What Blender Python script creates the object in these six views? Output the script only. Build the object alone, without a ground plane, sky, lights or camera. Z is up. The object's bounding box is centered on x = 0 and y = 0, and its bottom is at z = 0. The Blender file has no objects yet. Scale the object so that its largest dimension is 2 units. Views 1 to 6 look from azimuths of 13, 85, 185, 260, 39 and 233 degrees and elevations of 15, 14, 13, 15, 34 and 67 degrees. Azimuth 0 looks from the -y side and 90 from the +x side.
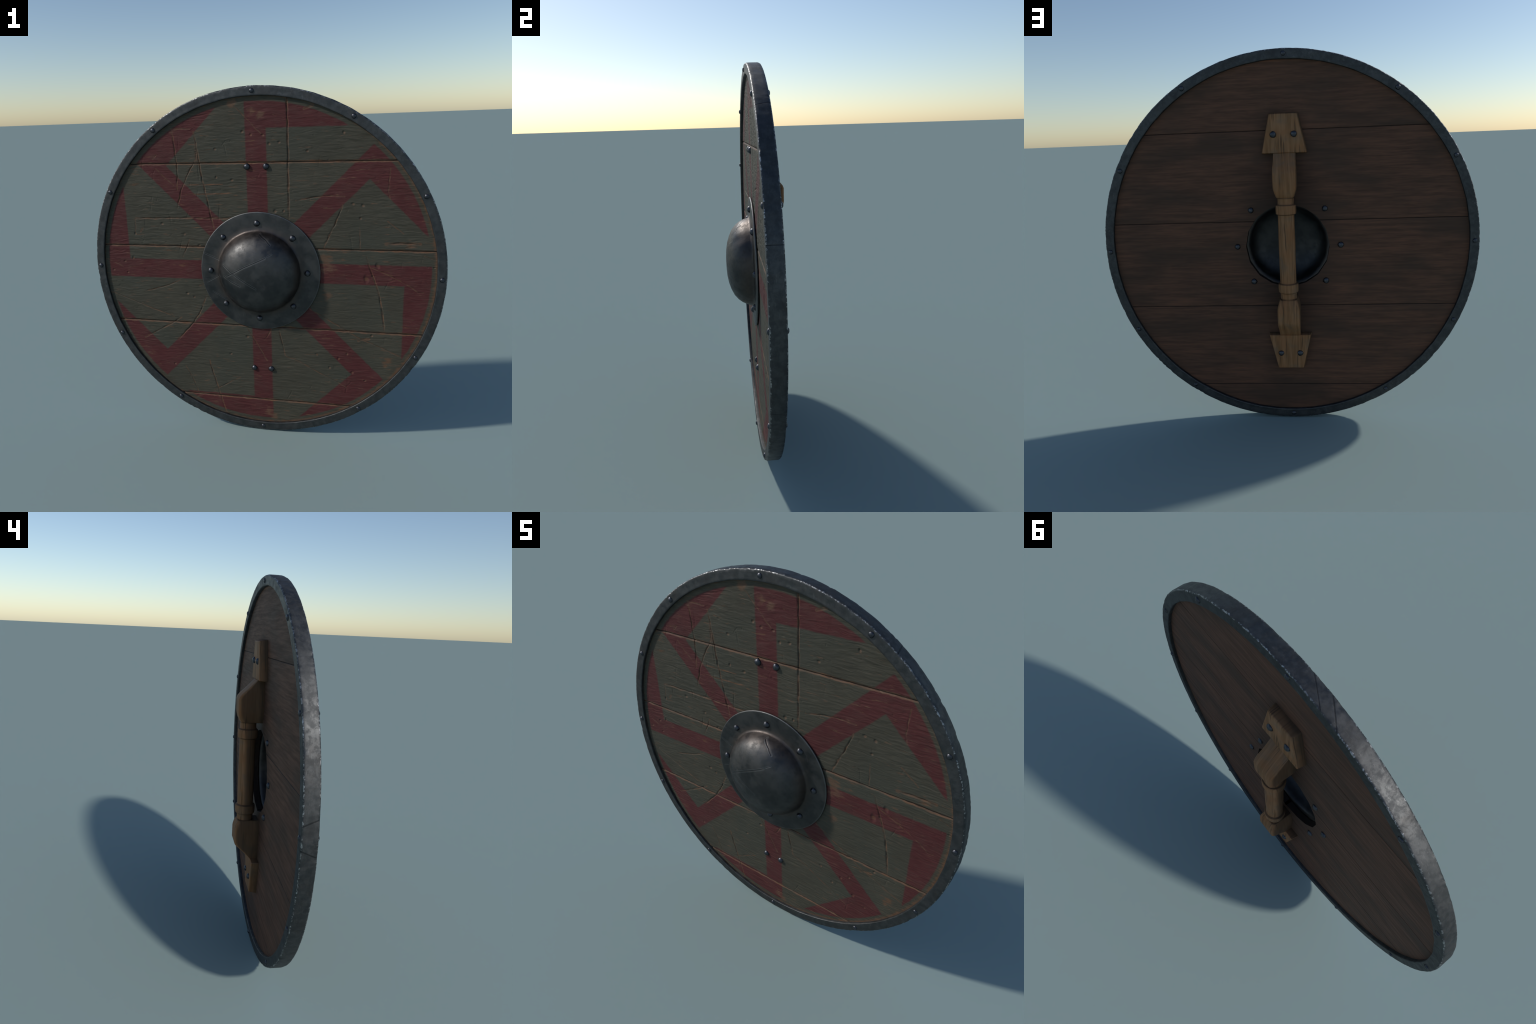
"""A round wooden shield: five planks, iron rim, riveted iron boss, turned wooden handle behind."""
import bpy, bmesh, math
import numpy as np
from mathutils import Vector, Matrix

CENTRE_Z = 1.0            # the shield stands on its rim; every part has its origin in the disc centre
R_OUT, R_RIM_IN = 1.0, 0.949
Y_RIM_F, Y_RIM_B = -0.023, 0.044     # front is -y
Y_PAN_F, Y_PAN_B = -0.007, 0.026
R_PANEL = 0.957
HOLE_R, HOLE_SIDES = 0.2255, 16
SEAMS = [0.607, 0.137, -0.332, -0.801]

# ------------------------------------------------------------------ numeric noise
def hash2(ix, iy, seed):
    h = (ix.astype(np.int64) * 374761393 + iy.astype(np.int64) * 668265263 + seed * 2147483647) & 0xFFFFFFFF
    h = ((h ^ (h >> 13)) * 1274126177) & 0xFFFFFFFF
    h = ((h ^ (h >> 16)) * 2246822519) & 0xFFFFFFFF
    return ((h ^ (h >> 15)) & 0xFFFFFF) / float(0xFFFFFF)

def vnoise(x, y, seed=0):
    """smooth value noise in -1..1"""
    x = np.asarray(x, float); y = np.asarray(y, float)
    ix, iy = np.floor(x), np.floor(y)
    fx, fy = x - ix, y - iy
    fx = fx * fx * fx * (fx * (fx * 6 - 15) + 10)
    fy = fy * fy * fy * (fy * (fy * 6 - 15) + 10)
    a = hash2(ix, iy, seed); b = hash2(ix + 1, iy, seed)
    c = hash2(ix, iy + 1, seed); d = hash2(ix + 1, iy + 1, seed)
    return 2 * ((a * (1 - fx) + b * fx) * (1 - fy) + (c * (1 - fx) + d * fx) * fy) - 1

# ------------------------------------------------------------------ the damage on the painted face
# sword cuts and cracks: (width factor, points in the plane of the disc)
CUTS = [
    (1, [(-0.467, 0.790), (-0.458, 0.687), (-0.453, 0.609), (-0.454, 0.541), (-0.459, 0.461)]),
    (1.2, [(-0.344, 0.776), (-0.327, 0.664), (-0.315, 0.550), (-0.292, 0.434), (-0.269, 0.302), (-0.253, 0.240)]),
    (2.2, [(-0.336, 0.695), (-0.335, 0.628)]),
    (1.1, [(-0.346, 0.623), (-0.396, 0.541), (-0.433, 0.466), (-0.467, 0.358)]),
    (0.8, [(-0.575, 0.579), (-0.533, 0.536), (-0.479, 0.488)]),
    (0.7, [(-0.120, 0.911), (-0.056, 0.846), (0.004, 0.781), (0.041, 0.746)]),
    (0.8, [(-0.472, 0.795), (-0.365, 0.790)]),
    (1.4, [(-0.571, 0.656), (-0.590, 0.635)]),
    (1, [(0.211, 0.403), (0.283, 0.416), (0.369, 0.429), (0.468, 0.426)]),
    (1.8, [(0.259, 0.874), (0.303, 0.890)]),
    (1, [(0.356, 0.141), (0.422, 0.287), (0.457, 0.377)]),
    (0.7, [(0.547, 0.260), (0.552, 0.149)]),
    (0.8, [(0.688, 0.295), (0.772, 0.230)]),
    (2.0, [(0.684, 0.174), (0.767, 0.177), (0.857, 0.176)]),
    (1.8, [(0.787, 0.159), (0.839, 0.162)]),
    (0.7, [(0.696, 0.568), (0.688, 0.447), (0.699, 0.412)]),
    (1.2, [(0.586, 0.099), (0.599, 0.055), (0.637, -0.048), (0.661, -0.124), (0.676, -0.211), (0.689, -0.317)]),
    (0.7, [(0.609, 0.042), (0.715, -0.003), (0.815, -0.057), (0.865, -0.093)]),
    (0.8, [(0.279, -0.209), (0.386, -0.272), (0.556, -0.371), (0.677, -0.420), (0.786, -0.470)]),
    (1.8, [(0.551, -0.386), (0.572, -0.375), (0.608, -0.373)]),
    (0.6, [(0.221, -0.543), (0.321, -0.593), (0.442, -0.653), (0.486, -0.679)]),
    (1, [(0.884, 0.113), (0.933, 0.093)]),
    (0.8, [(-0.707, -0.146), (-0.563, -0.104), (-0.482, -0.068)]),
    (0.8, [(-0.923, -0.161), (-0.855, -0.183), (-0.686, -0.248), (-0.536, -0.299)]),
    (1.3, [(-0.736, -0.445), (-0.636, -0.388), (-0.552, -0.343), (-0.491, -0.302)]),
    (1.2, [(-0.326, -0.161), (-0.371, -0.265), (-0.424, -0.341), (-0.517, -0.446)]),
    (0.8, [(-0.405, 0.179), (-0.426, 0.133), (-0.453, 0.075)]),
    (1.2, [(-0.363, -0.098), (-0.335, -0.086)]),
    (0.6, [(-0.925, 0.045), (-0.835, 0.006)]),
    (0.6, [(-0.731, 0.292), (-0.737, 0.207)]),
    (0.9, [(-0.090, -0.334), (-0.061, -0.392), (-0.028, -0.450), (0.026, -0.544)]),
    (0.9, [(0.057, -0.348), (0.013, -0.417)]),
    (0.9, [(0.100, -0.340), (0.117, -0.422), (0.136, -0.505)]),
    (0.6, [(0.141, -0.511), (0.214, -0.536), (0.279, -0.567)]),
    (1.1, [(-0.329, -0.569), (-0.315, -0.641), (-0.287, -0.735), (-0.269, -0.805), (-0.236, -0.924)]),
    (0.8, [(-0.307, -0.769), (-0.279, -0.750), (-0.142, -0.668)]),
    (0.6, [(-0.486, -0.616), (-0.448, -0.691), (-0.411, -0.792)]),
    (0.9, [(-0.455, -0.839), (-0.387, -0.806)]),
    (1.3, [(-0.703, 0.219), (-0.688, 0.242)]),
    (1, [(0.424, 0.291), (0.414, 0.265)]),
    (1, [(0.855, -0.090), (0.884, -0.089)]),
    # the long upright crack and the half seam
    (1.5, [(0.170, 0.955), (0.1715, 0.607), (0.170, 0.30)]),
    (1.3, [(-0.73, 0.299), (-0.448, 0.301), (-0.12, 0.301)]),
]
# worn streaks along the grain, only colour
STREAKS = [(0.9, [(-0.411, 0.490), (-0.195, 0.492)]), (0.9, [(-0.376, 0.437), (-0.137, 0.442)])]
# small dents
DENTS = [(0.071, 0.704), (0.125, 0.71), (-0.026, 0.752), (0.039, 0.749), (-0.072, 0.769), (0.272, 0.663),
         (0.549, 0.31), (0.511, 0.385), (0.562, 0.377), (0.489, -0.469), (0.443, -0.502), (0.318, -0.485),
         (0.392, -0.563), (0.52, -0.582), (0.592, -0.627), (0.623, -0.352), (-0.567, 0.266), (-0.737, 0.207),
         (-0.435, 0.209), (-0.35, 0.146), (-0.44, -0.149), (-0.403, -0.168), (-0.808, -0.029), (-0.767, 0.061),
         (-0.822, 0.039), (-0.9, -0.014), (-0.087, -0.4), (-0.192, -0.517), (-0.554, -0.608), (-0.228, 0.683),
         (-0.228, 0.531), (-0.139, 0.515), (0.46, 0.75), (0.143, 0.346), (0.095, 0.345), (0.935, 0.052)]
GOUGES = [(0.586, -0.023, 0.013, 0.024), (0.646, 0.051, 0.010, 0.017)]   # x, z, half width, half height
# patches where the paint is rubbed off: x, z, radius
RUBBED = [(0.372, 0.085, 0.045), (0.385, 0.030, 0.045), (0.38, -0.13, 0.03), (0.712, -0.50, 0.03), (0.70, -0.53, 0.02),
          (0.031, -0.886, 0.035), (0.062, -0.91, 0.03), (-0.126, 0.916, 0.035), (-0.02, 0.875, 0.03), (0.03, 0.85, 0.025)]

def seg_dist(x, z, a, b):
    ax, az = a; bx, bz = b
    dx, dz = bx - ax, bz - az
    h = np.clip(((x - ax) * dx + (z - az) * dz) / (dx * dx + dz * dz), 0, 1)
    return np.hypot(x - ax - h * dx, z - az - h * dz)

def front_relief(x, z):
    """depth of the painted face below its nominal plane (positive = into the wood)"""
    warp = 0.9 * vnoise(x / 0.11, z / 0.045, 5) + 0.35 * vnoise(x / 0.035, z / 0.02, 6)
    g = vnoise(x / 0.075 + 3.1, z / 0.0085 + warp * 1.2, 1) + 0.65 * vnoise(x / 0.042, z / 0.0052 + warp * 1.9, 2)
    g = g + 0.5 * np.maximum(0, vnoise(x / 0.11, z / 0.0065 + warp * 1.6, 7) - 0.35) * 2
    patch = 0.55 + 0.45 * vnoise(x / 0.16, z / 0.12, 9)
    d = 0.00102 * g * patch + 0.0007 * vnoise(x / 0.3, z / 0.16, 3)
    jx = x + 0.0022 * vnoise(x / 0.03, z / 0.03, 11); jz = z + 0.0022 * vnoise(x / 0.03, z / 0.03, 12)
    def cut(w, pts, depth, d):
        p = np.array(pts); lo, hi = p.min(0) - 0.016, p.max(0) + 0.016
        near = np.nonzero((x > lo[0]) & (x < hi[0]) & (z > lo[1]) & (z < hi[1]))[0]
        if not len(near):
            return
        xx, zz, jxx, jzz = x[near], z[near], jx[near], jz[near]
        dist = np.full_like(xx, 9.0)
        for a, b in zip(pts[:-1], pts[1:]):
            dist = np.minimum(dist, seg_dist(jxx, jzz, a, b))
        ends = np.minimum(np.hypot(xx - pts[0][0], zz - pts[0][1]), np.hypot(xx - pts[-1][0], zz - pts[-1][1]))
        broken = np.clip(ends / 0.05, 0.25, 1) * np.clip(0.85 + 0.6 * vnoise(xx / 0.035, zz / 0.035, 14), 0.2, 1.2)
        s = 0.0030 * (0.5 + 0.5 * w)
        d[near] += depth * broken * w ** 0.7 * np.exp(-(dist / s) ** 2)
    for w, pts in CUTS:
        cut(w, pts, 0.0034, d)
    tick = np.random.default_rng(8)                    # countless little nicks across the grain
    for k in range(230):
        t, r = tick.random() * 6.283, 0.34 + 0.60 * math.sqrt(tick.random())
        px, pz = r * math.sin(t), r * math.cos(t)
        a = tick.normal(0.0, 0.5) if tick.random() < 0.7 else tick.random() * 3.14
        ln = 0.006 + 0.014 * tick.random() ** 2 + (0.06 * tick.random() if k % 8 == 0 else 0)
        cut(0.65 + 0.5 * tick.random(), [(px - ln * math.sin(a), pz - ln * math.cos(a)), (px + ln * math.sin(a), pz + ln * math.cos(a))], 0.0030 if k % 8 else 0.0017, d)
    for k in range(26):                                # a flurry of blows on the upper left
        px, pz = -0.50 + tick.normal(0, 0.17), 0.47 + tick.normal(0, 0.17)
        a, ln = tick.normal(0.1, 0.45), 0.02 + 0.06 * tick.random()
        cut(0.7, [(px - ln * math.sin(a), pz - ln * math.cos(a)), (px + ln * math.sin(a), pz + ln * math.cos(a))], 0.0022, d)
    rng = np.random.default_rng(4)
    pits = [(px, pz, 0.0045 + 0.005 * rng.random(), 0.0035 + 0.005 * rng.random(), 0.0032) for px, pz in DENTS]
    pits += [(px, pz, hw, hh, 0.004) for px, pz, hw, hh in GOUGES]
    for k in range(60):
        t, r = rng.random() * 6.283, 0.37 + 0.55 * rng.random()
        pits.append((r * math.sin(t), r * math.cos(t), 0.003 + 0.006 * rng.random(), 0.003 + 0.003 * rng.random(), 0.0012))
    for px, pz, hw, hh, dep in pits:
        near = np.nonzero((abs(x - px) < 3 * hw + 0.004) & (abs(z - pz) < 3 * hh + 0.004))[0]
        q = ((x[near] - px + 1.6 * (jx[near] - x[near])) / hw) ** 2 + ((z[near] - pz + 1.6 * (jz[near] - z[near])) / hh) ** 2
        d[near] += dep * np.exp(-q * q)
    return d

# ------------------------------------------------------------------ small helpers
def new_mesh_object(name, verts, faces, mats, smooth_angle=None):
    me = bpy.data.meshes.new(name)
    me.from_pydata([tuple(v) for v in verts], [], faces)
    me.update()
    for m in mats:
        me.materials.append(m)
    ob = bpy.data.objects.new(name, me)
    bpy.context.scene.collection.objects.link(ob)
    ob.location = (0, 0, CENTRE_Z)
    if smooth_angle is not None:
        finish_shading(me, smooth_angle)
    return ob

def finish_shading(me, deg, recalc=True):
    bm = bmesh.new(); bm.from_mesh(me)
    if recalc:
        bmesh.ops.recalc_face_normals(bm, faces=bm.faces)
    for f in bm.faces:
        f.smooth = True
    lim = math.radians(deg)
    for e in bm.edges:
        e.smooth = not (len(e.link_faces) == 2 and e.calc_face_angle(0) > lim)
    bm.to_mesh(me); bm.free()

def parent(child, par):
    child.parent = par
    child.matrix_parent_inverse = par.matrix_basis.inverted()

def lathe(profile, steps, closed=True, r_fn=None):
    """revolve (r, y) profile about the y axis; r_fn may disturb (r, y) per angle"""
    n = len(profile); verts = []; faces = []
    for i in range(steps):
        t = 2 * math.pi * i / steps
        for r, y in profile:
            if r_fn:
                r, y = r_fn(r, y, t)
            verts.append((r * math.sin(t), y, r * math.cos(t)))
    m = n if closed else n - 1
    for i in range(steps):
        j = (i + 1) % steps
        for k in range(m):
            l = (k + 1) % n
            faces.append((i * n + k, j * n + k, j * n + l, i * n + l))
    return verts, faces

# ------------------------------------------------------------------ node building
class Nodes:
    def __init__(self, name):
        self.mat = bpy.data.materials.new(name); self.mat.use_nodes = True
        self.t = self.mat.node_tree
        self.t.nodes.clear()
        self.out = self.t.nodes.new("ShaderNodeOutputMaterial")
        self.bsdf = self.t.nodes.new("ShaderNodeBsdfPrincipled")
        self.t.links.new(self.bsdf.outputs[0], self.out.inputs[0])
        self.coord = self.t.nodes.new("ShaderNodeTexCoord").outputs["Object"]

    def put(self, sock, v):
        if isinstance(v, bpy.types.NodeSocket):
            self.t.links.new(v, sock)
        elif isinstance(v, (tuple, list)) and len(v) == 3 and sock.type == 'RGBA':
            sock.default_value = (*v, 1)
        else:
            sock.default_value = v

    def math(self, op, a, b=0.0, c=0.0, clamp=False):
        n = self.t.nodes.new("ShaderNodeMath"); n.operation = op; n.use_clamp = clamp
        for s, v in zip(n.inputs, (a, b, c)):
            self.put(s, v)
        return n.outputs[0]

    def vmath(self, op, a, b=(0, 0, 0), c=(0, 0, 0), scale=None):
        n = self.t.nodes.new("ShaderNodeVectorMath"); n.operation = op
        for s, v in zip(n.inputs, (a, b, c)):
            self.put(s, v)
        if scale is not None:
            self.put(n.inputs["Scale"], scale)
        return n.outputs["Value"] if op in ("LENGTH", "DOT_PRODUCT", "DISTANCE") else n.outputs["Vector"]

    def xyz(self, v):
        n = self.t.nodes.new("ShaderNodeSeparateXYZ"); self.put(n.inputs[0], v)
        return n.outputs

    def scaled(self, v, s):
        return self.vmath("MULTIPLY", v, s)

    def noise(self, v, scale=1.0, detail=2.0, rough=0.5, distortion=0.0, colour=False):
        n = self.t.nodes.new("ShaderNodeTexNoise")
        self.put(n.inputs["Vector"], v)
        n.inputs["Scale"].default_value = scale; n.inputs["Detail"].default_value = detail
        n.inputs["Roughness"].default_value = rough; n.inputs["Distortion"].default_value = distortion
        return n.outputs["Color" if colour else "Fac"]

    def smooth(self, v, lo, hi, a=0.0, b=1.0):
        n = self.t.nodes.new("ShaderNodeMapRange"); n.interpolation_type = 'SMOOTHSTEP'
        for s, x in zip(n.inputs, (v, lo, hi, a, b)):
            self.put(s, x)
        return n.outputs[0]

    def mix(self, f, a, b):
        n = self.t.nodes.new("ShaderNodeMix"); n.data_type = 'RGBA'
        self.put(n.inputs[0], f); self.put(n.inputs[6], a); self.put(n.inputs[7], b)
        return n.outputs[2]

    def bump(self, h, strength, dist, normal=None):
        n = self.t.nodes.new("ShaderNodeBump")
        n.inputs["Strength"].default_value = strength; n.inputs["Distance"].default_value = dist
        self.put(n.inputs["Height"], h)
        if normal:
            self.put(n.inputs["Normal"], normal)
        return n.outputs[0]

    def line_field(self, p, lines, unit):
        """smallest distance to a set of polylines, divided by their width (p is a flat x,0,z vector)"""
        best = None
        for w, pts in lines:
            for a, b in zip(pts[:-1], pts[1:]):
                dx, dz = b[0] - a[0], b[1] - a[1]; L2 = dx * dx + dz * dz
                pa = self.vmath("SUBTRACT", p, (a[0], 0, a[1]))
                h = self.vmath("DOT_PRODUCT", pa, (dx / L2, 0, dz / L2))
                h = self.math("ADD", h, 0.0, clamp=True)
                hv = self.vmath("SCALE", (dx, 0, dz), scale=h)
                d = self.math("MULTIPLY", self.vmath("DISTANCE", pa, hv), 1.0 / (unit * w))
                best = d if best is None else self.math("MINIMUM", best, d)
        return best

    def spots(self, p, spots):
        best = None
        for x, z, r in spots:
            d = self.math("MULTIPLY", self.vmath("DISTANCE", p, (x, 0, z)), 1.0 / r)
            best = d if best is None else self.math("MINIMUM", best, d)
        return best

    def finish(self, colour, rough, metal=0.0, normal=None, spec=0.5):
        self.put(self.bsdf.inputs["Base Color"], colour)
        self.put(self.bsdf.inputs["Roughness"], rough)
        self.put(self.bsdf.inputs["Metallic"], metal)
        self.put(self.bsdf.inputs["Specular IOR Level"], spec)
        if normal:
            self.put(self.bsdf.inputs["Normal"], normal)
        return self.mat

# ------------------------------------------------------------------ materials
OLIVE_A, OLIVE_B = (0.0485, 0.0440, 0.0315), (0.069, 0.0625, 0.0455)
RED_A, RED_B = (0.067, 0.0180, 0.0178), (0.096, 0.0262, 0.0262)
BARE_A, BARE_B = (0.112, 0.056, 0.034), (0.155, 0.094, 0.060)

def paint_material(zlo, zhi):
    """red whirl of eight hooked arms on olive, worn to bare wood at edges, cuts and rubbed patches"""
    N = Nodes("painted_planks")
    P0 = N.vmath("MULTIPLY", N.coord, (1, 0, 1))
    jit = N.vmath("SUBTRACT", N.noise(P0, 34, 2, colour=True), (0.5, 0.5, 0.5))
    P = N.vmath("MULTIPLY", N.vmath("ADD", P0, N.vmath("SCALE", jit, scale=0.008)), (1, 0, 1))
    x, _, z = N.xyz(P)
    r = N.vmath("LENGTH", P)
    # --- eight-armed whirl, folded into one sector
    th = N.math("ARCTAN2", x, z)
    off, sector = math.radians(12), math.radians(45)
    t = N.math("SUBTRACT", N.math("FLOORED_MODULO", N.math("ADD", th, off), sector), off)
    lx = N.math("MULTIPLY", r, N.math("SINE", t)); lz = N.math("MULTIPLY", r, N.math("COSINE", t))
    stem = N.smooth(N.math("ABSOLUTE", lx), 0.0520, 0.0610, 1, 0)
    hook = N.math("MULTIPLY", N.smooth(lz, 0.7805, 0.7895), N.smooth(lx, -0.0610, -0.0520))
    disc = N.smooth(r, 0.918, 0.927, 1, 0)
    arms = N.math("MULTIPLY", N.math("MAXIMUM", stem, hook), disc)
    # --- grain
    gw = N.noise(N.scaled(P0, (9, 1, 22)), 1, 2)
    gz = N.vmath("ADD", N.scaled(P0, (13, 1, 95)), N.vmath("SCALE", (0, 0, 1), scale=N.math("MULTIPLY", gw, 4)))
    grain = N.noise(gz, 1, 3, 0.6)
    fine = N.noise(N.scaled(P0, (60, 1, 420)), 1, 2)
    blot = N.noise(P0, 5, 3)
    # --- bare wood
    near = [c for c in CUTS if any(zlo - 0.03 < p[1] < zhi + 0.03 for p in c[1])] or CUTS[:1]
    cut = N.line_field(P, near, 0.0042)
    cut_bare = N.math("MULTIPLY", N.smooth(cut, 0.55, 1.35, 1, 0), N.smooth(N.noise(P0, 26, 2), 0.34, 0.60, 0.08, 0.68))
    edge = None
    for s in SEAMS:
        if zlo - 0.02 < s < zhi + 0.02:
            d = N.math("ABSOLUTE", N.math("SUBTRACT", z, s))
            edge = d if edge is None else N.math("MINIMUM", edge, d)
    wear_n = N.noise(N.scaled(P0, (16, 1, 40)), 1, 3, 0.6)
    edge_w = N.math("ADD", edge, N.math("MULTIPLY", N.math("SUBTRACT", wear_n, 0.5), 0.022))
    edge_bare = N.math("MULTIPLY", N.smooth(edge_w, 0.004, 0.011, 1, 0), N.smooth(N.noise(N.scaled(P0, (7, 1, 30)), 1, 3, 0.6), 0.36, 0.58, 0.25, 0.95))
    # rim wear: strongest on the right and below
    side = N.math("MULTIPLY_ADD", x, 0.55, N.math("MULTIPLY", z, -0.35))
    rim_in = N.math("SUBTRACT", 0.948, N.math("MULTIPLY", N.smooth(side, -0.3, 0.6), 0.012))
    rr = N.math("SUBTRACT", r, N.math("MULTIPLY", N.math("SUBTRACT", wear_n, 0.5), 0.045))
    rim_bare = N.math("MULTIPLY", N.math("SMOOTH_MIN", N.smooth(N.math("SUBTRACT", rr, rim_in), -0.006, 0.014), 1.0, 0.0), 0.85)
    rub_d = N.math("ADD", N.spots(P, RUBBED), N.math("MULTIPLY", N.math("SUBTRACT", N.noise(N.scaled(P0, (22, 1, 48)), 1, 4, 0.65), 0.5), 2.6))
    rub = N.math("MULTIPLY", N.smooth(rub_d, 0.25, 1.0, 1, 0), 0.7)
    dent = N.math("MULTIPLY", N.smooth(N.spots(P, [(a + 0.002, b - 0.002, 0.0075) for a, b in DENTS if zlo - .03 < b < zhi + .03] +
                                [(a, b, c) for a, b, c, _ in GOUGES]), 0.45, 1.2, 1, 0), 0.5)
    chips = N.smooth(N.math("ADD", N.noise(N.scaled(P0, (12, 1, 70)), 1, 4, 0.65), N.math("MULTIPLY", blot, 0.22)), 0.70, 0.80)
    chips = N.math("MULTIPLY", chips, 0.6)
    bare = N.math("MAXIMUM", N.math("MAXIMUM", cut_bare, edge_bare), N.math("MAXIMUM", rim_bare, N.math("MAXIMUM", rub, N.math("MAXIMUM", dent, chips))))
    st = N.line_field(P, [s for s in STREAKS if zlo < s[1][0][1] < zhi], 0.0045) if zlo < 0.45 < zhi else None
    if st is not None:
        bare = N.math("MAXIMUM", bare, N.math("MULTIPLY", N.smooth(st, 0.3, 1.4, 1, 0), N.smooth(wear_n, 0.36, 0.6)))
    # --- colours
    tone = N.smooth(N.math("MULTIPLY_ADD", grain, 0.6, N.math("MULTIPLY", blot, 0.4)), 0.3, 0.7)
    arms = N.math("MULTIPLY", arms, N.smooth(N.math("MULTIPLY_ADD", grain, 0.55, N.math("MULTIPLY", N.noise(P0, 12, 4, 0.65), 0.45)), 0.42, 0.66, 1.0, 0.78))
    olive = N.mix(tone, OLIVE_A, OLIVE_B)
    olive = N.mix(N.smooth(N.noise(P0, 3.1, 2), 0.42, 0.68, 0, 0.45), olive, (0.050, 0.053, 0.041))
    red = N.mix(tone, RED_A, RED_B)
    paint = N.mix(arms, olive, red)
    wood = N.mix(grain, BARE_A, BARE_B)
    wood = N.mix(N.smooth(N.noise(P0, 19, 2), 0.4, 0.65), wood, (0.140, 0.070, 0.038))
    col = N.mix(bare, paint, wood)
    dirt = N.math("MULTIPLY", N.smooth(edge, 0.0008, 0.0032, 1, 0), 0.8)
    dirt = N.math("MAXIMUM", dirt, N.math("MULTIPLY", N.smooth(cut, 0.0, 0.5, 1, 0), 0.3))
    col = N.mix(dirt, col, (0.018, 0.014, 0.011))
    # --- fine relief
    h = N.math("MULTIPLY_ADD", fine, 0.25, grain)
    nor = N.bump(h, 0.8, 0.0040)
    return N.finish(col, N.smooth(grain, 0.3, 0.7, 0.74, 0.62), 0, nor, 0.2)

def back_wood_material():
    N = Nodes("brown_planks")
    P = N.vmath("MULTIPLY", N.coord, (1, 0, 1))
    x, _, z = N.xyz(P)
    row = N.math("FLOOR", N.math("MULTIPLY", N.math("SUBTRACT", z, SEAMS[0]), 1 / 0.4693))
    shift = N.vmath("SCALE", (3.7, 0, 1.3), scale=row)
    Q = N.vmath("ADD", P, shift)
    warp = N.noise(N.scaled(Q, (1.6, 1, 7)), 1, 2)
    V = N.vmath("ADD", N.scaled(Q, (4.2, 1, 62)), N.vmath("SCALE", (0, 0, 1), scale=N.math("MULTIPLY", warp, 2.2)))
    g1 = N.noise(V, 1, 5, 0.68)
    g2 = N.noise(N.scaled(V, (3, 1, 7)), 1, 3, 0.6)
    blot = N.noise(N.scaled(Q, (2.2, 1, 7)), 1, 4)
    col = N.mix(N.smooth(g1, 0.32, 0.68), (0.084, 0.0430, 0.0275), (0.148, 0.0680, 0.0405))
    col = N.mix(N.smooth(blot, 0.42, 0.68, 0, 0.75), col, (0.062, 0.038, 0.026))
    col = N.mix(N.math("MULTIPLY", N.smooth(g1, 0.55, 0.78), N.smooth(blot, 0.55, 0.4)), col, (0.175, 0.070, 0.039))
    col = N.mix(N.smooth(g2, 0.5, 0.72, 0, 0.30), col, (0.026, 0.017, 0.012))
    # occlusion shadow around the handle, darkened into the board colour
    hand = N.vmath("LENGTH", N.scaled(P, (2.6, 1, 1.25)))
    col = N.mix(N.math("MULTIPLY", N.smooth(N.math("MULTIPLY_ADD", blot, 0.4, hand), 0.40, 1.05, 1, 0), 0.62), col, (0.026, 0.0185, 0.0145))
    e = None
    for s in SEAMS:
        d = N.math("ABSOLUTE", N.math("SUBTRACT", z, s))
        e = d if e is None else N.math("MINIMUM", e, d)
    col = N.mix(N.smooth(e, 0.0012, 0.0042, 0.6, 0), col, (0.014, 0.010, 0.008))
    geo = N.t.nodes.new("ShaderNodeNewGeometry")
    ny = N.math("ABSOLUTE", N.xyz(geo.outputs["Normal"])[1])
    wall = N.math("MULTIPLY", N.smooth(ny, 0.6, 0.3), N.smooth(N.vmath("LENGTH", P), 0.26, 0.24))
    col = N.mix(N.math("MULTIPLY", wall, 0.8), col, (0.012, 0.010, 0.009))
    nor = N.bump(N.math("MULTIPLY_ADD", g2, 0.6, g1), 0.3, 0.0014)
    return N.finish(col, N.smooth(g1, 0.3, 0.7, 0.76, 0.62), 0, nor, 0.2)

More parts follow.
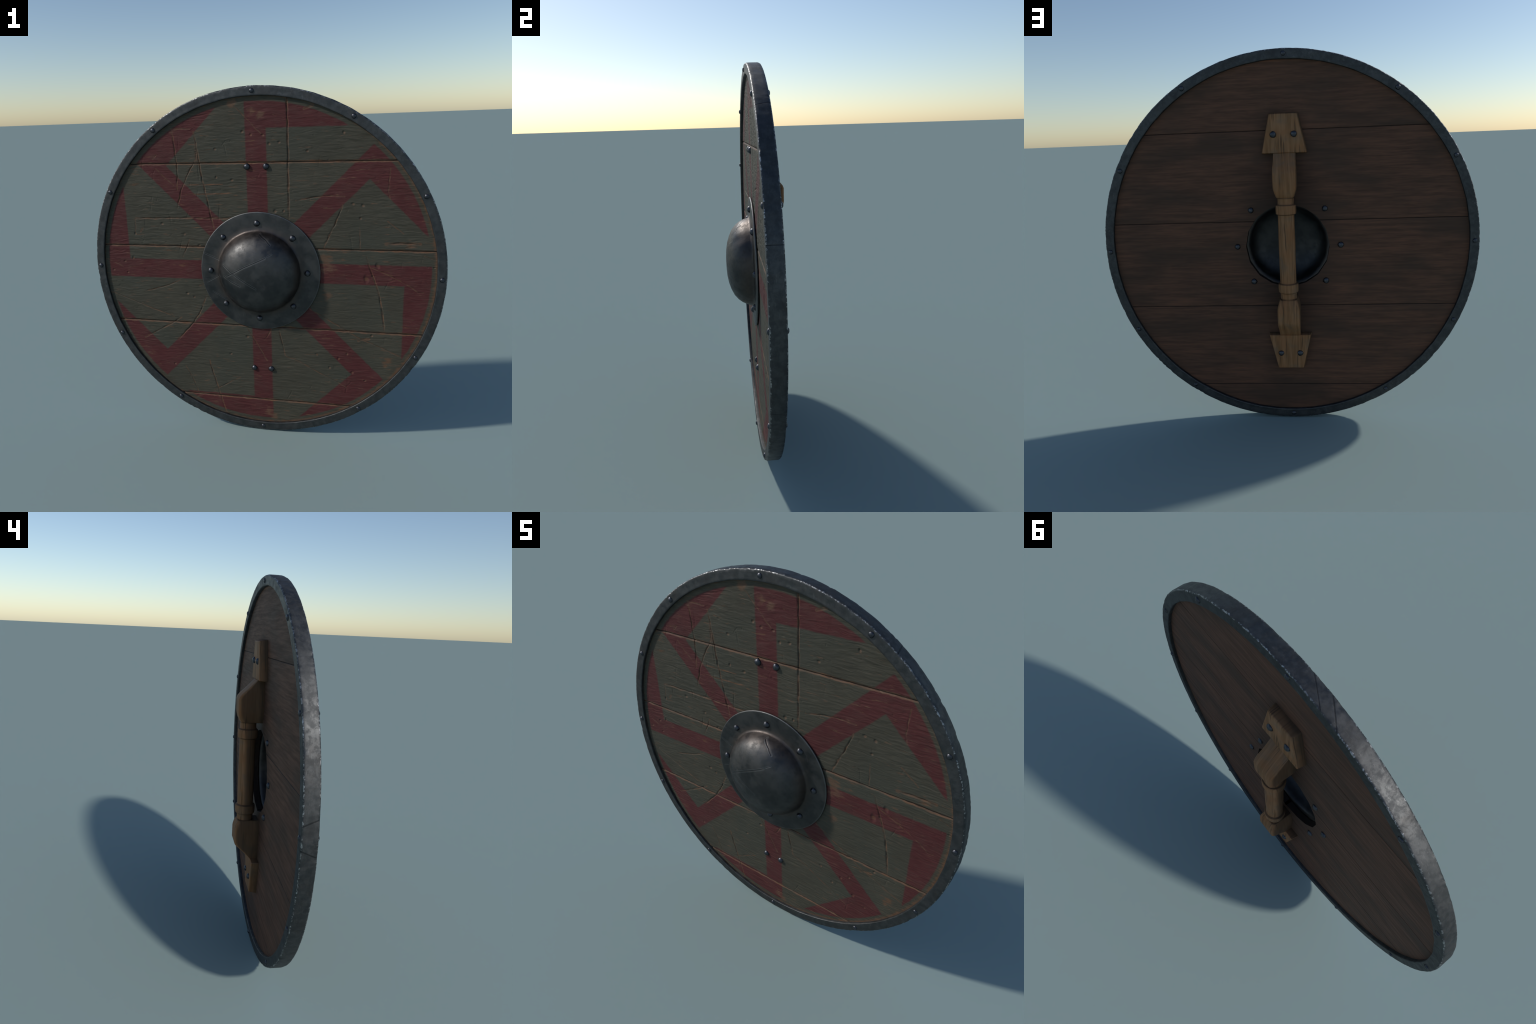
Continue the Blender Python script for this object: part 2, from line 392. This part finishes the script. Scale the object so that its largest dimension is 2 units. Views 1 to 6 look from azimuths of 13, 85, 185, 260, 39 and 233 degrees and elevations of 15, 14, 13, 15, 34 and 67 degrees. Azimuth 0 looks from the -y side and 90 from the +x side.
def handle_wood_material():
    N = Nodes("handle_wood")
    P = N.coord
    x, y, z = N.xyz(P)
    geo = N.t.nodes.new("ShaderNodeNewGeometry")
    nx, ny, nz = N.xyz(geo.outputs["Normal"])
    flank = N.smooth(N.math("ABSOLUTE", nx), 0.45, 0.8)
    # long straight grain running up the piece: read across x on the face and across y on the flanks
    u = N.math("ADD", N.math("MULTIPLY", x, N.math("SUBTRACT", 1.0, flank)), N.math("MULTIPLY", y, flank))
    comb = N.t.nodes.new("ShaderNodeCombineXYZ")
    N.put(comb.inputs[0], u); N.put(comb.inputs[1], N.math("MULTIPLY", flank, 0.3)); N.put(comb.inputs[2], z)
    G = comb.outputs[0]
    warp = N.noise(N.scaled(G, (9, 1, 3)), 1, 2)
    V = N.vmath("ADD", N.scaled(G, (62, 1, 4.2)), N.vmath("SCALE", (1, 0, 0), scale=N.math("MULTIPLY", warp, 2.2)))
    g = N.noise(V, 1, 4, 0.62)
    g2 = N.noise(N.scaled(V, (3, 3, 4)), 1, 2)
    blot = N.noise(P, 13, 3)
    col = N.mix(N.smooth(g, 0.3, 0.7), (0.185, 0.090, 0.038), (0.300, 0.154, 0.074))
    col = N.mix(N.smooth(blot, 0.45, 0.7, 0, 0.6), col, (0.27, 0.115, 0.046))
    col = N.mix(N.smooth(N.noise(N.scaled(V, (1.4, 1.4, 1.2)), 1, 1), 0.60, 0.70, 0, 0.7), col, (0.062, 0.036, 0.020))
    col = N.mix(N.smooth(blot, 0.48, 0.3, 0, 0.45), col, (0.15, 0.108, 0.074))
    # sides turned away from the hand are coloured darker, so are the feet on the boards
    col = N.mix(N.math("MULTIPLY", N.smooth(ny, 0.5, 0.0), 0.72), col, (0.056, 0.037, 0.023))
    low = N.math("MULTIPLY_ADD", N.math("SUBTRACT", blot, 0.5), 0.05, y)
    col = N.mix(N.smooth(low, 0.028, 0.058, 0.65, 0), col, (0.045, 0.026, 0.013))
    az = N.math("ABSOLUTE", z)
    ring = None
    for c in (0.1835, 0.2335, 0.268):
        d = N.math("ABSOLUTE", N.math("SUBTRACT", az, c))
        ring = d if ring is None else N.math("MINIMUM", ring, d)
    col = N.mix(N.smooth(ring, 0.0, 0.006, 0.55, 0), col, (0.035, 0.022, 0.013))
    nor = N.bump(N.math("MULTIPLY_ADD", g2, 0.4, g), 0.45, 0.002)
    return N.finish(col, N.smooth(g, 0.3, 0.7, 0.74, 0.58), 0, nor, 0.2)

METAL = (0.092, 0.094, 0.095)

RIM_CUTS = [(-1.495, -0.41, 0.005), (-1.616, 0.47, 0.005), (0.665, -0.26, 0.005), (-0.110, -1.73, 0.006), (-0.194, -1.56, 0.007), (1.2655, 0.0, 0.003), (-2.3, 0.3, 0.004), (2.4, -0.6, 0.004), (1.95, 0.2, 0.003)]

def rim_material():
    N = Nodes("worn_iron_rim")
    x, y, z = N.xyz(N.coord)
    r = N.vmath("LENGTH", N.vmath("MULTIPLY", N.coord, (1, 0, 1)))
    blot = N.noise(N.coord, 9, 5, 0.65)
    spot = N.noise(N.coord, 34, 4, 0.65)
    fine = N.noise(N.coord, 160, 2)
    # distance from the two outer corners, broken up by noise
    de = N.math("MINIMUM", N.math("ABSOLUTE", N.math("SUBTRACT", y, Y_RIM_F)), N.math("ABSOLUTE", N.math("SUBTRACT", y, Y_RIM_B)))
    dr = N.math("ABSOLUTE", N.math("SUBTRACT", 1.0, r))
    d = N.math("ADD", de, dr)
    d = N.math("ADD", d, N.math("MULTIPLY", N.math("SUBTRACT", N.noise(N.coord, 95, 4, 0.7), 0.5), 0.017))
    wear = N.math("MULTIPLY", N.smooth(d, 0.0036, 0.0064, 1, 0), N.smooth(blot, 0.38, 0.54, 0.6, 1))
    rust = N.smooth(blot, 0.5, 0.72)
    col = N.mix(N.smooth(spot, 0.35, 0.65), (0.070, 0.073, 0.075), (0.098, 0.100, 0.101))
    col = N.mix(N.math("MULTIPLY", rust, 0.5), col, (0.072, 0.067, 0.064))
    col = N.mix(wear, col, (0.42, 0.42, 0.42))
    sc = N.smooth(N.noise(N.scaled(N.coord, (30, 260, 30)), 1, 2), 0.66, 0.72, 0, 0.35)
    col = N.mix(sc, col, (0.16, 0.16, 0.16))
    ro = N.smooth(N.math("MULTIPLY_ADD", spot, 0.65, N.math("MULTIPLY", blot, 0.35)), 0.35, 0.65, 0.47, 0.60)
    ro = N.math("SUBTRACT", ro, N.math("MULTIPLY", wear, 0.08))
    patina = N.smooth(N.noise(N.coord, 30, 7, 0.74, 0.3), 0.42, 0.60)
    col = N.mix(N.math("MULTIPLY", N.math("MULTIPLY", patina, 0.28), N.math("SUBTRACT", 1.0, wear)), col, (0.050, 0.052, 0.054))
    ro = N.math("ADD", ro, N.math("MULTIPLY", patina, 0.10))
    # blade marks across the outer face: angle, slant
    th = N.math("ARCTAN2", x, z)
    mark = None
    for t0, slant, w in RIM_CUTS:
        m = N.math("ABSOLUTE", N.math("SUBTRACT", N.math("MULTIPLY_ADD", y, -slant, th), t0 - 0.0105 * slant))
        m = N.math("MULTIPLY", m, 1 / w)
        mark = m if mark is None else N.math("MINIMUM", mark, m)
    mark = N.math("MULTIPLY", N.smooth(mark, 0.2, 1.0, 1, 0), N.smooth(r, 0.990, 0.998))
    col = N.mix(N.math("MULTIPLY", mark, 0.6), col, (0.02, 0.02, 0.022))
    h = N.math("MULTIPLY_ADD", spot, 0.8, N.math("MULTIPLY", fine, 0.25))
    nor = N.bump(N.math("SUBTRACT", N.math("ADD", h, N.math("MULTIPLY", blot, 0.4)), N.math("MULTIPLY", mark, 0.8)), 0.22, 0.0016)
    return N.finish(col, ro, 1.0, nor)

# cuts across the iron boss, in the plane of the disc
BOSS_CUTS = [(1.0, [(-0.16, 0.001), (-0.058, 0.059), (0.059, 0.112)]), (0.7, [(0.072, 0.122), (0.094, 0.132)]),
             (0.9, [(-0.182, 0.059), (-0.126, 0.021), (0.005, -0.056)]), (1.0, [(-0.177, -0.002), (-0.128, -0.028), (-0.082, -0.045)]),
             (0.8, [(-0.315, 0.102), (-0.208, 0.057)]), (0.7, [(-0.307, -0.068), (-0.21, -0.014)]),
             (0.9, [(0.018, 0.225), (0.057, 0.201), (0.082, 0.177)]), (0.6, [(-0.277, -0.124), (-0.199, -0.171)])]

def boss_material():
    N = Nodes("hammered_iron_boss")
    P = N.vmath("MULTIPLY", N.coord, (1, 0, 1))
    r = N.vmath("LENGTH", P)
    blot = N.noise(N.coord, 11, 4, 0.6)
    spot = N.noise(N.coord, 42, 4, 0.6)
    cut = N.line_field(P, BOSS_CUTS, 0.0035)
    geo = N.t.nodes.new("ShaderNodeNewGeometry")
    outside = N.math("LESS_THAN", N.xyz(geo.outputs["True Normal"])[1], 0.0)
    groove = N.math("MULTIPLY", N.smooth(cut, 0.1, 1.0, 1, 0), outside)
    lip = N.math("MULTIPLY", N.smooth(N.math("ABSOLUTE", N.math("SUBTRACT", cut, 1.5)), 0.0, 0.7, 1, 0), outside)
    col = N.mix(N.smooth(blot, 0.35, 0.65), (0.056, 0.057, 0.058), (0.089, 0.087, 0.085))
    brown = N.math("MULTIPLY", N.smooth(N.math("ABSOLUTE", N.math("SUBTRACT", r, 0.235)), 0.0, 0.045, 1, 0), N.smooth(blot, 0.25, 0.6, 0.25, 0.7))
    col = N.mix(brown, col, (0.090, 0.070, 0.060))
    col = N.mix(N.math("MULTIPLY", groove, 0.6), col, (0.045, 0.045, 0.048))
    col = N.mix(N.math("MULTIPLY", lip, 0.55), col, (0.16, 0.16, 0.16))
    edge = N.smooth(N.math("MULTIPLY_ADD", N.math("SUBTRACT", spot, 0.5), 0.006, r), 0.335, 0.341, 0, 0.5)
    col = N.mix(edge, col, (0.2, 0.2, 0.2))
    h = N.math("SUBTRACT", N.math("MULTIPLY_ADD", spot, 0.5, blot), N.math("MULTIPLY", groove, 0.9))
    ro = N.smooth(N.math("MULTIPLY_ADD", spot, 0.5, N.math("MULTIPLY", blot, 0.5)), 0.35, 0.65, 0.40, 0.54)
    ro = N.math('ADD', ro, N.smooth(N.noise(N.coord, 34, 6, 0.72), 0.46, 0.62, 0, 0.12))
    return N.finish(col, ro, 1.0, N.bump(h, 0.4, 0.0022))

def rivet_material():
    N = Nodes("dark_iron_rivet")
    n = N.noise(N.coord, 130, 3)
    col = N.mix(n, (0.052, 0.054, 0.062), (0.098, 0.101, 0.112))
    return N.finish(col, N.smooth(n, 0.3, 0.7, 0.34, 0.5), 1.0, N.bump(n, 0.3, 0.002))

# ------------------------------------------------------------------ planks
def hole_half_width(z):
    """half width of the 16-sided hand hole at height z"""
    ang = np.array([k * 2 * math.pi / HOLE_SIDES for k in range(HOLE_SIDES // 2 + 1)])
    px, pz = HOLE_R * np.sin(ang), HOLE_R * np.cos(ang)
    return np.interp(z, pz[::-1], px[::-1], left=0.0, right=0.0)

def plank_rows(lo, hi, step):
    fine = np.array([0, 0.0008, 0.0016, 0.0026, 0.0038, 0.0052, 0.007, 0.009, 0.0115])
    n = max(2, int((hi - lo - 0.023) / step))
    rows = np.concatenate([lo + fine, np.linspace(lo + 0.0115, hi - 0.0115, n + 1)[1:-1], (hi - fine)[::-1]])
    return rows

def plank_sheet(rows, half_cols, y_fn, flip, verts, faces):
    """a sheet of left and right halves running from the hole (or the middle) to the rim"""
    loops = []
    base = len(verts)
    s = np.linspace(0, 1, half_cols)
    xo = np.sqrt(np.maximum(R_PANEL ** 2 - rows ** 2, 0.0025))
    hw = hole_half_width(rows)
    X = {}
    for sgn in (-1, 1):
        X[sgn] = sgn * (hw[:, None] + (xo - hw)[:, None] * s[None, :])
    Z = np.repeat(rows[:, None], half_cols, 1)
    idx = {}
    allx, allz = [], []
    count = base
    for sgn in (-1, 1):
        ids = np.arange(count, count + X[sgn].size).reshape(X[sgn].shape)
        idx[sgn] = ids; count += X[sgn].size
        allx.append(X[sgn].ravel()); allz.append(Z.ravel())
    ax, az = np.concatenate(allx), np.concatenate(allz)
    ay = y_fn(ax, az)
    verts.extend(zip(ax.tolist(), ay.tolist(), az.tolist()))
    idx[1] = idx[1].copy()
    whole = hw <= 1e-9
    idx[1][whole, 0] = idx[-1][whole, 0]            # halves share the middle column
    for sgn in (-1, 1):
        I = idx[sgn]
        q = np.stack([I[:-1, :-1], I[:-1, 1:], I[1:, 1:], I[1:, :-1]], -1).reshape(-1, 4)
        if (sgn < 0) != flip:
            q = q[:, ::-1]
        faces.extend(map(tuple, q.tolist()))
    return idx, whole

def build_plank(lo, hi, mats, first):
    lo_e = lo + (0.0004 if lo > -0.95 else 0); hi_e = hi - (0.0004 if hi < 0.95 else 0)
    rows = plank_rows(lo_e, hi_e, 0.0026)
    def seam_drop(z, width, depth):
        d = np.minimum(np.where(lo > -0.95, z - lo, 9.0), np.where(hi < 0.95, hi - z, 9.0))
        return depth * np.clip(1 - d / width, 0, 1) ** 1.6
    def front(x, z):
        return Y_PAN_F + front_relief(x, z) + seam_drop(z + 0.0012 * vnoise(x / 0.07, z * 0, 21), 0.0085, 0.0058)
    def back(x, z):
        g = 0.0003 * vnoise(x / 0.2, z / 0.02, 31) + 0.0006 * vnoise(x / 0.4, z / 0.2, 32)
        return Y_PAN_B + g - seam_drop(z, 0.0035, 0.0025)
    verts, faces = [], []
    cols = 370
    plank_sheet(rows, cols, front, False, verts, faces)
    nf = len(faces)
    brows = np.concatenate([rows[:9], rows[9:-9:4], rows[-9:]])
    plank_sheet(brows, 120, back, True, verts, faces)
    nb = len(faces)
    # side walls: plank edges along the seams, the hole wall and the outer end grain
    def wall(path, closed=False):
        b = len(verts)
        for x, z in path:
            fx, fz = np.array([x]), np.array([z])
            verts.append((x, float(front(fx, fz)[0]), z)); verts.append((x, float(back(fx, fz)[0]), z))
        for i in range(len(path) - 1):
            faces.append((b + 2 * i, b + 2 * i + 1, b + 2 * i + 3, b + 2 * i + 2))
    for zz in (lo_e, hi_e):
        xo = math.sqrt(max(R_PANEL ** 2 - zz * zz, 0.0025)); h = float(hole_half_width(np.array([zz]))[0])
        for sg in (-1, 1):
            wall([(sg * (h + (xo - h) * k / 60), zz) for k in range(61)])
    hr = [zz for zz in rows if abs(zz) < HOLE_R]
    if hr:
        hr = np.array(hr); hh = hole_half_width(hr)
        for sg in (-1, 1):
            wall(list(zip((sg * hh).tolist(), hr.tolist())))
    if hi < 0.95:                                     # tongue that closes the joint to the plank above
        xo = math.sqrt(R_PANEL ** 2 - hi * hi) - 0.002; h = float(hole_half_width(np.array([hi]))[0]) + 0.003 * (abs(hi) < HOLE_R)
        for xa, xb in ((-xo, -h), (h, xo)):
            b = len(verts)
            verts += [(x, y, hi + dz) for x in (xa, xb) for y in (0.006, 0.018) for dz in (-0.004, 0.004)]
            faces += [tuple(b + i for i in q) for q in ((0, 1, 3, 2), (4, 6, 7, 5), (0, 4, 5, 1), (2, 3, 7, 6), (0, 2, 6, 4), (1, 5, 7, 3))]
    xo = np.sqrt(np.maximum(R_PANEL ** 2 - rows ** 2, 0.0025))
    for sg in (-1, 1):
        wall(list(zip((sg * xo).tolist()[::4], rows.tolist()[::4])))
    ob = new_mesh_object("plank", verts, faces, mats)
    me = ob.data
    mi = np.zeros(len(faces), dtype=np.int32); mi[nf:] = 1
    me.polygons.foreach_set("material_index", mi)
    me.polygons.foreach_set("use_smooth", np.ones(len(faces), dtype=bool))
    me.update()
    return ob

# ------------------------------------------------------------------ rim, boss, rivets
def build_rim(mat):
    prof = [(0.949, 0.0), (0.949, -0.010), (0.949, -0.0195), (0.9497, -0.0217), (0.9518, -0.0230), (0.958, -0.0230), (0.970, -0.0230), (0.982, -0.0230),
            (0.9915, -0.0230), (0.9950, -0.0226), (0.9978, -0.0212), (0.9992, -0.0186), (1.0, -0.0150),
            (1.0, -0.004), (1.0, 0.0105), (1.0, 0.025), (1.0, 0.036), (0.9992, 0.0396), (0.9978, 0.0422), (0.9950, 0.0436),
            (0.9915, 0.0440), (0.982, 0.0440), (0.970, 0.0440), (0.958, 0.0440), (0.9518, 0.0440), (0.9497, 0.0427), (0.949, 0.0405), (0.949, 0.03), (0.949, 0.015)]
    def worn(r, y, t):
        u, v = t * 14, y * 60
        if r > 0.98:
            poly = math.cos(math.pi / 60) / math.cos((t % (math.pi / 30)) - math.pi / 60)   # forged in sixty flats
            side = -1 if y < 0.01 else 1
            corner = max(0.0, min(1.0, (r - 0.9910) / 0.006)) * max(0.0, min(1.0, (abs(y - 0.0105) - 0.020) / 0.008))
            nick = max(0.0, float(vnoise(t * 17, side * 7.7, 41)) * 0.6 + 0.55 * float(vnoise(t * 71, side * 3.1, 42)) + 0.3 * float(vnoise(t * 133, side * 5.3, 47)) - 0.20)
            r = r * (0.35 + 0.65 * poly) - 0.0032 * nick * corner - 0.0005 * (1 + float(vnoise(u * 2, v, 43))) * (r > 0.9975)
            y = y - side * 0.0026 * nick * corner
        elif r < 0.952:
            r += 0.0010 * float(vnoise(t * 20, y * 20, 44))
        else:
            y += (1 if y < 0.01 else -1) * 0.0006 * (1 + float(vnoise(t * 18, r * 30, 45)))
        return r, y
    verts, faces = lathe(prof, 900, True, worn)
    return new_mesh_object("rim", verts, faces, [mat], 50)

def build_boss(mat):
    outer = [(0.3405, -0.0095), (0.3420, -0.0115), (0.3420, -0.0165), (0.3403, -0.0186), (0.3370, -0.0192), (0.318, -0.0195), (0.292, -0.0198), (0.268, -0.0203),
             (0.247, -0.0218), (0.2370, -0.0265), (0.2335, -0.035), (0.2285, -0.0545), (0.2170, -0.078), (0.2010, -0.099), (0.176, -0.1200), (0.143, -0.1365),
             (0.108, -0.1470), (0.073, -0.1535), (0.036, -0.1565)]
    inner = [(0.036, -0.1475), (0.073, -0.1445), (0.105, -0.138), (0.138, -0.1275), (0.166, -0.1130), (0.187, -0.094), (0.1995, -0.074), (0.2045, -0.053),
             (0.2060, -0.036), (0.2075, -0.026), (0.2105, -0.018), (0.2160, -0.0125), (0.222, -0.0102), (0.240, -0.0096)]
    steps = 96
    def dented(r, y, t):
        x, z = r * math.sin(t), r * math.cos(t)
        if y < -0.03:
            y = -0.03 + (y + 0.03) * 0.982
        if 0.02 < r < 0.25:
            k = min(1.0, max(0.0, (-y - 0.02) / 0.05))
            facet = math.cos(math.pi / 20) / math.cos((t % (math.pi / 10)) - math.pi / 20)
            r = r * (1 - 0.55 * (1 - facet))
            r += k * 0.0016 * float(vnoise(x / 0.035 + 9, z / 0.035 + y * 20, 51))
            y += k * 0.0012 * float(vnoise(x / 0.05, z / 0.05, 52))
        elif r < 0.335:
            y += 0.0006 * float(vnoise(x / 0.07, z / 0.07, 53))
        return r, y
    vo, fo = lathe(outer + inner, steps, True, dented)
    n = len(outer) + len(inner)
    k_out, k_in = len(outer) - 1, len(outer)
    # open the tube at the crown and close both skins with a cap
    fo = [f for f in fo if not ({f[0] % n, f[2] % n} == {k_out, k_in})]
    co, ci = len(vo), len(vo) + 1
    vo += [(0, -0.1552, 0), (0, -0.1462, 0)]
    for i in range(steps):
        j = (i + 1) % steps
        fo.append((i * n + k_out, j * n + k_out, co)); fo.append((j * n + k_in, i * n + k_in, ci))
    ob = new_mesh_object("boss", vo, fo, [mat], 60)
    return ob

def rivet_mesh(name, radius, height, mat):
    """a hammered round head standing on the xz plane, crown towards -y"""
    prof = [(1.0, 0.15), (1.0, -0.10), (0.94, -0.36), (0.74, -0.68), (0.42, -0.93)]
    steps = 14; verts, faces = [], []
    for i in range(steps):
        t = 2 * math.pi * i / steps
        for r, h in prof:
            w = 1 + 0.05 * math.sin(3 * t + h * 4)
            verts.append((radius * r * w * math.sin(t), height * h, radius * r * w * math.cos(t)))
    n = len(prof)
    for i in range(steps):
        j = (i + 1) % steps
        for k in range(n - 1):
            faces.append((i * n + k, j * n + k, j * n + k + 1, i * n + k + 1))
    verts.append((0.06 * radius, -height, 0.05 * radius))
    for i in range(steps):
        faces.append((i * n + n - 1, ((i + 1) % steps) * n + n - 1, len(verts) - 1))
    me = bpy.data.meshes.new(name); me.from_pydata(verts, [], faces); me.update(); me.materials.append(mat)
    finish_shading(me, 45)
    return me

def place_rivet(me, x, y, z, back, par, rng):
    ob = bpy.data.objects.new("rivet", me)
    bpy.context.scene.collection.objects.link(ob)
    tilt = Matrix.Rotation(rng.uniform(-0.08, 0.08), 4, 'X') @ Matrix.Rotation(rng.uniform(-0.08, 0.08), 4, 'Z')
    spin = Matrix.Rotation(rng.uniform(0, 6.28), 4, 'Y')
    flip = Matrix.Rotation(math.pi, 4, 'Z') if back else Matrix.Identity(4)
    s = rng.uniform(0.94, 1.05)
    ob.matrix_basis = Matrix.Translation((x, y, z + CENTRE_Z)) @ flip @ tilt @ spin @ Matrix.Scale(s, 4)
    parent(ob, par)
    return ob

# ------------------------------------------------------------------ handle
def build_grip(mat):
    """turned bar with a collar near each end; axis along z"""
    half = [(0.0, 0.0440), (0.06, 0.0437), (0.12, 0.0432), (0.165, 0.0430), (0.1805, 0.0430), (0.1830, 0.0455), (0.1840, 0.0500), (0.1865, 0.0525), (0.1950, 0.0532),
            (0.2080, 0.0535), (0.2200, 0.0532), (0.2290, 0.0525), (0.2325, 0.0500), (0.2335, 0.0455), (0.2365, 0.0433), (0.2500, 0.0430), (0.3000, 0.0428)]
    prof = [(-z, r) for z, r in half[::-1]] + half[1:]
    steps = 40; verts, faces = [], []
    n = len(prof)
    for i in range(steps):
        t = 2 * math.pi * i / steps
        for z, r in prof:
            r2 = r * (1 + 0.008 * float(vnoise(t * 2, z * 18, 61)))
            verts.append((-0.002 + r2 * math.sin(t), 0.0965 - r2 * math.cos(t), z))
    for i in range(steps):
        j = (i + 1) % steps
        for k in range(n - 1):
            faces.append((i * n + k, i * n + k + 1, j * n + k + 1, j * n + k))
    faces.append([i * n for i in range(steps)]); faces.append([i * n + n - 1 for i in range(steps)])
    return new_mesh_object("handle", verts, faces, [mat], 40)

def build_mount(mat, sign, depth_out):
    """trapezoid foot nailed to the boards and the shoulder block that carries the grip"""
    bm = bmesh.new()
    # foot plate
    y0, y1 = Y_PAN_B - 0.002, 0.068
    out = [(-0.0765, 0.6925), (0.0765, 0.6925), (0.1205, 0.488), (-0.1205, 0.488)]
    vb = [bm.verts.new((x, y0, z * sign)) for x, z in out]
    inset = 0.0075
    vt = [bm.verts.new((x - math.copysign(inset, x), y1, (z + (inset * 0.5 if z < 0.6 else -inset)) * sign)) for x, z in out]
    bm.faces.new(vb); bm.faces.new(vt)
    for i in range(4):
        j = (i + 1) % 4
        bm.faces.new((vb[i], vb[j], vt[j], vt[i]))
    bmesh.ops.recalc_face_normals(bm, faces=bm.faces)
    bmesh.ops.bevel(bm, geom=[e for e in bm.edges if all(v.co.y > 0.05 for v in e.verts) or
                              (any(v.co.y > 0.05 for v in e.verts) and any(v.co.y < 0.05 for v in e.verts))],
                    offset=0.0065, segments=3, profile=0.6, affect='EDGES')
    # shoulder block: sections (z, half width, outer y, corner radius)
    sec = [(0.500, 0.0560, 0.0540, 0.003), (0.487, 0.0570, 0.0678, 0.004), (0.450, 0.0578, 0.1050, 0.011), (0.418, 0.0595, 0.1400, 0.013), (0.404, 0.0600, 0.1515, 0.014),
           (0.390, 0.0602, 0.1565, 0.015), (0.350, 0.0602, depth_out, 0.016), (0.324, 0.0600, depth_out, 0.017), (0.312, 0.0585, depth_out - 0.0015, 0.018), (0.292, 0.0530, 0.1505, 0.020), (0.272, 0.0465, 0.1405, 0.021), (0.269, 0.0440, 0.1360, 0.020)]
    rings = []
    for z, w, yo, cr in sec:
        yb = Y_PAN_B - 0.002
        ring = [(-w, yb), (-w, (yb + yo) / 2)]
        for k in range(5):
            a = math.pi / 2 * k / 4
            ring.append((-w + cr * (1 - math.cos(a)) * 0.75, yo - cr * (1 - math.sin(a)) * 1.25))
        ring.append((0, yo))
        ring += [(-x, y) for x, y in ring[:-1][::-1]]
        rings.append([bm.verts.new((x - 0.001, y, z * sign)) for x, y in ring])
    for A, B in zip(rings[:-1], rings[1:]):
        m = len(A)
        for i in range(m):
            j = (i + 1) % m
            bm.faces.new((A[i], A[j], B[j], B[i]))
    bm.faces.new(rings[0]); bm.faces.new(rings[-1])
    bmesh.ops.recalc_face_normals(bm, faces=bm.faces)
    me = bpy.data.meshes.new("mounting_plate"); bm.to_mesh(me); bm.free()
    me.materials.append(mat)
    finish_shading(me, 34, recalc=False)
    ob = bpy.data.objects.new("mounting_plate", me)
    bpy.context.scene.collection.objects.link(ob)
    ob.location = (0, 0, CENTRE_Z)
    return ob

# ------------------------------------------------------------------ assembly
def build():
    rng = np.random.default_rng(11)
    root = bpy.data.objects.new("round_shield", None)
    root.empty_display_size = 0.2
    bpy.context.scene.collection.objects.link(root)
    root["label"] = "round wooden shield with red whirl paint, iron rim and boss"
    root["category"] = "shield"

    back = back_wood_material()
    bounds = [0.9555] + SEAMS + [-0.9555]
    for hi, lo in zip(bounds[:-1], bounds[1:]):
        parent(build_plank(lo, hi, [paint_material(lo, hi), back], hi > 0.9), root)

    rim = build_rim(rim_material()); parent(rim, root)
    boss = build_boss(boss_material()); parent(boss, root)
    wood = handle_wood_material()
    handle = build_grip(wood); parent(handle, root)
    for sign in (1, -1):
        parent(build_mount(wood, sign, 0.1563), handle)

    iron = rivet_material()
    small = rivet_mesh("rim_rivet", 0.0130, 0.0085, iron)
    big = rivet_mesh("large_rivet", 0.0178, 0.0150, iron)
    flat = rivet_mesh("back_rivet", 0.0160, 0.0115, iron)
    for deg in (-0.6, 31.6, 64.0, 90.6, 118.1, 145.1, 180.3, 212.5, 244.6, 270.7, 297.6, 324.1):
        a = math.radians(deg)
        x, z = 0.974 * math.sin(a), 0.974 * math.cos(a)
        place_rivet(small, x, -0.0222, z, False, rim, rng)
        place_rivet(small, x, 0.0432, z, True, rim, rng)
    for k in range(8):
        a = math.radians(45 * k)
        x, z = -0.006 + 0.277 * math.sin(a), 0.002 + 0.277 * math.cos(a)
        place_rivet(big, x, -0.0192, z, False, boss, rng)
        if k % 4:                                     # the upper and lower ends are hidden under the handle blocks
            place_rivet(flat, x, 0.0268, z, True, boss, rng)
    for sz, x0 in ((1, 0.0523), (-1, 0.0512)):
        for sx in (-1, 1):
            place_rivet(big, sx * x0, -0.0070, 0.586 if sz > 0 else -0.5960, False, handle, rng)
            place_rivet(flat, sx * 0.0525, 0.0685, 0.585 if sz > 0 else -0.596, True, handle, rng)

build()
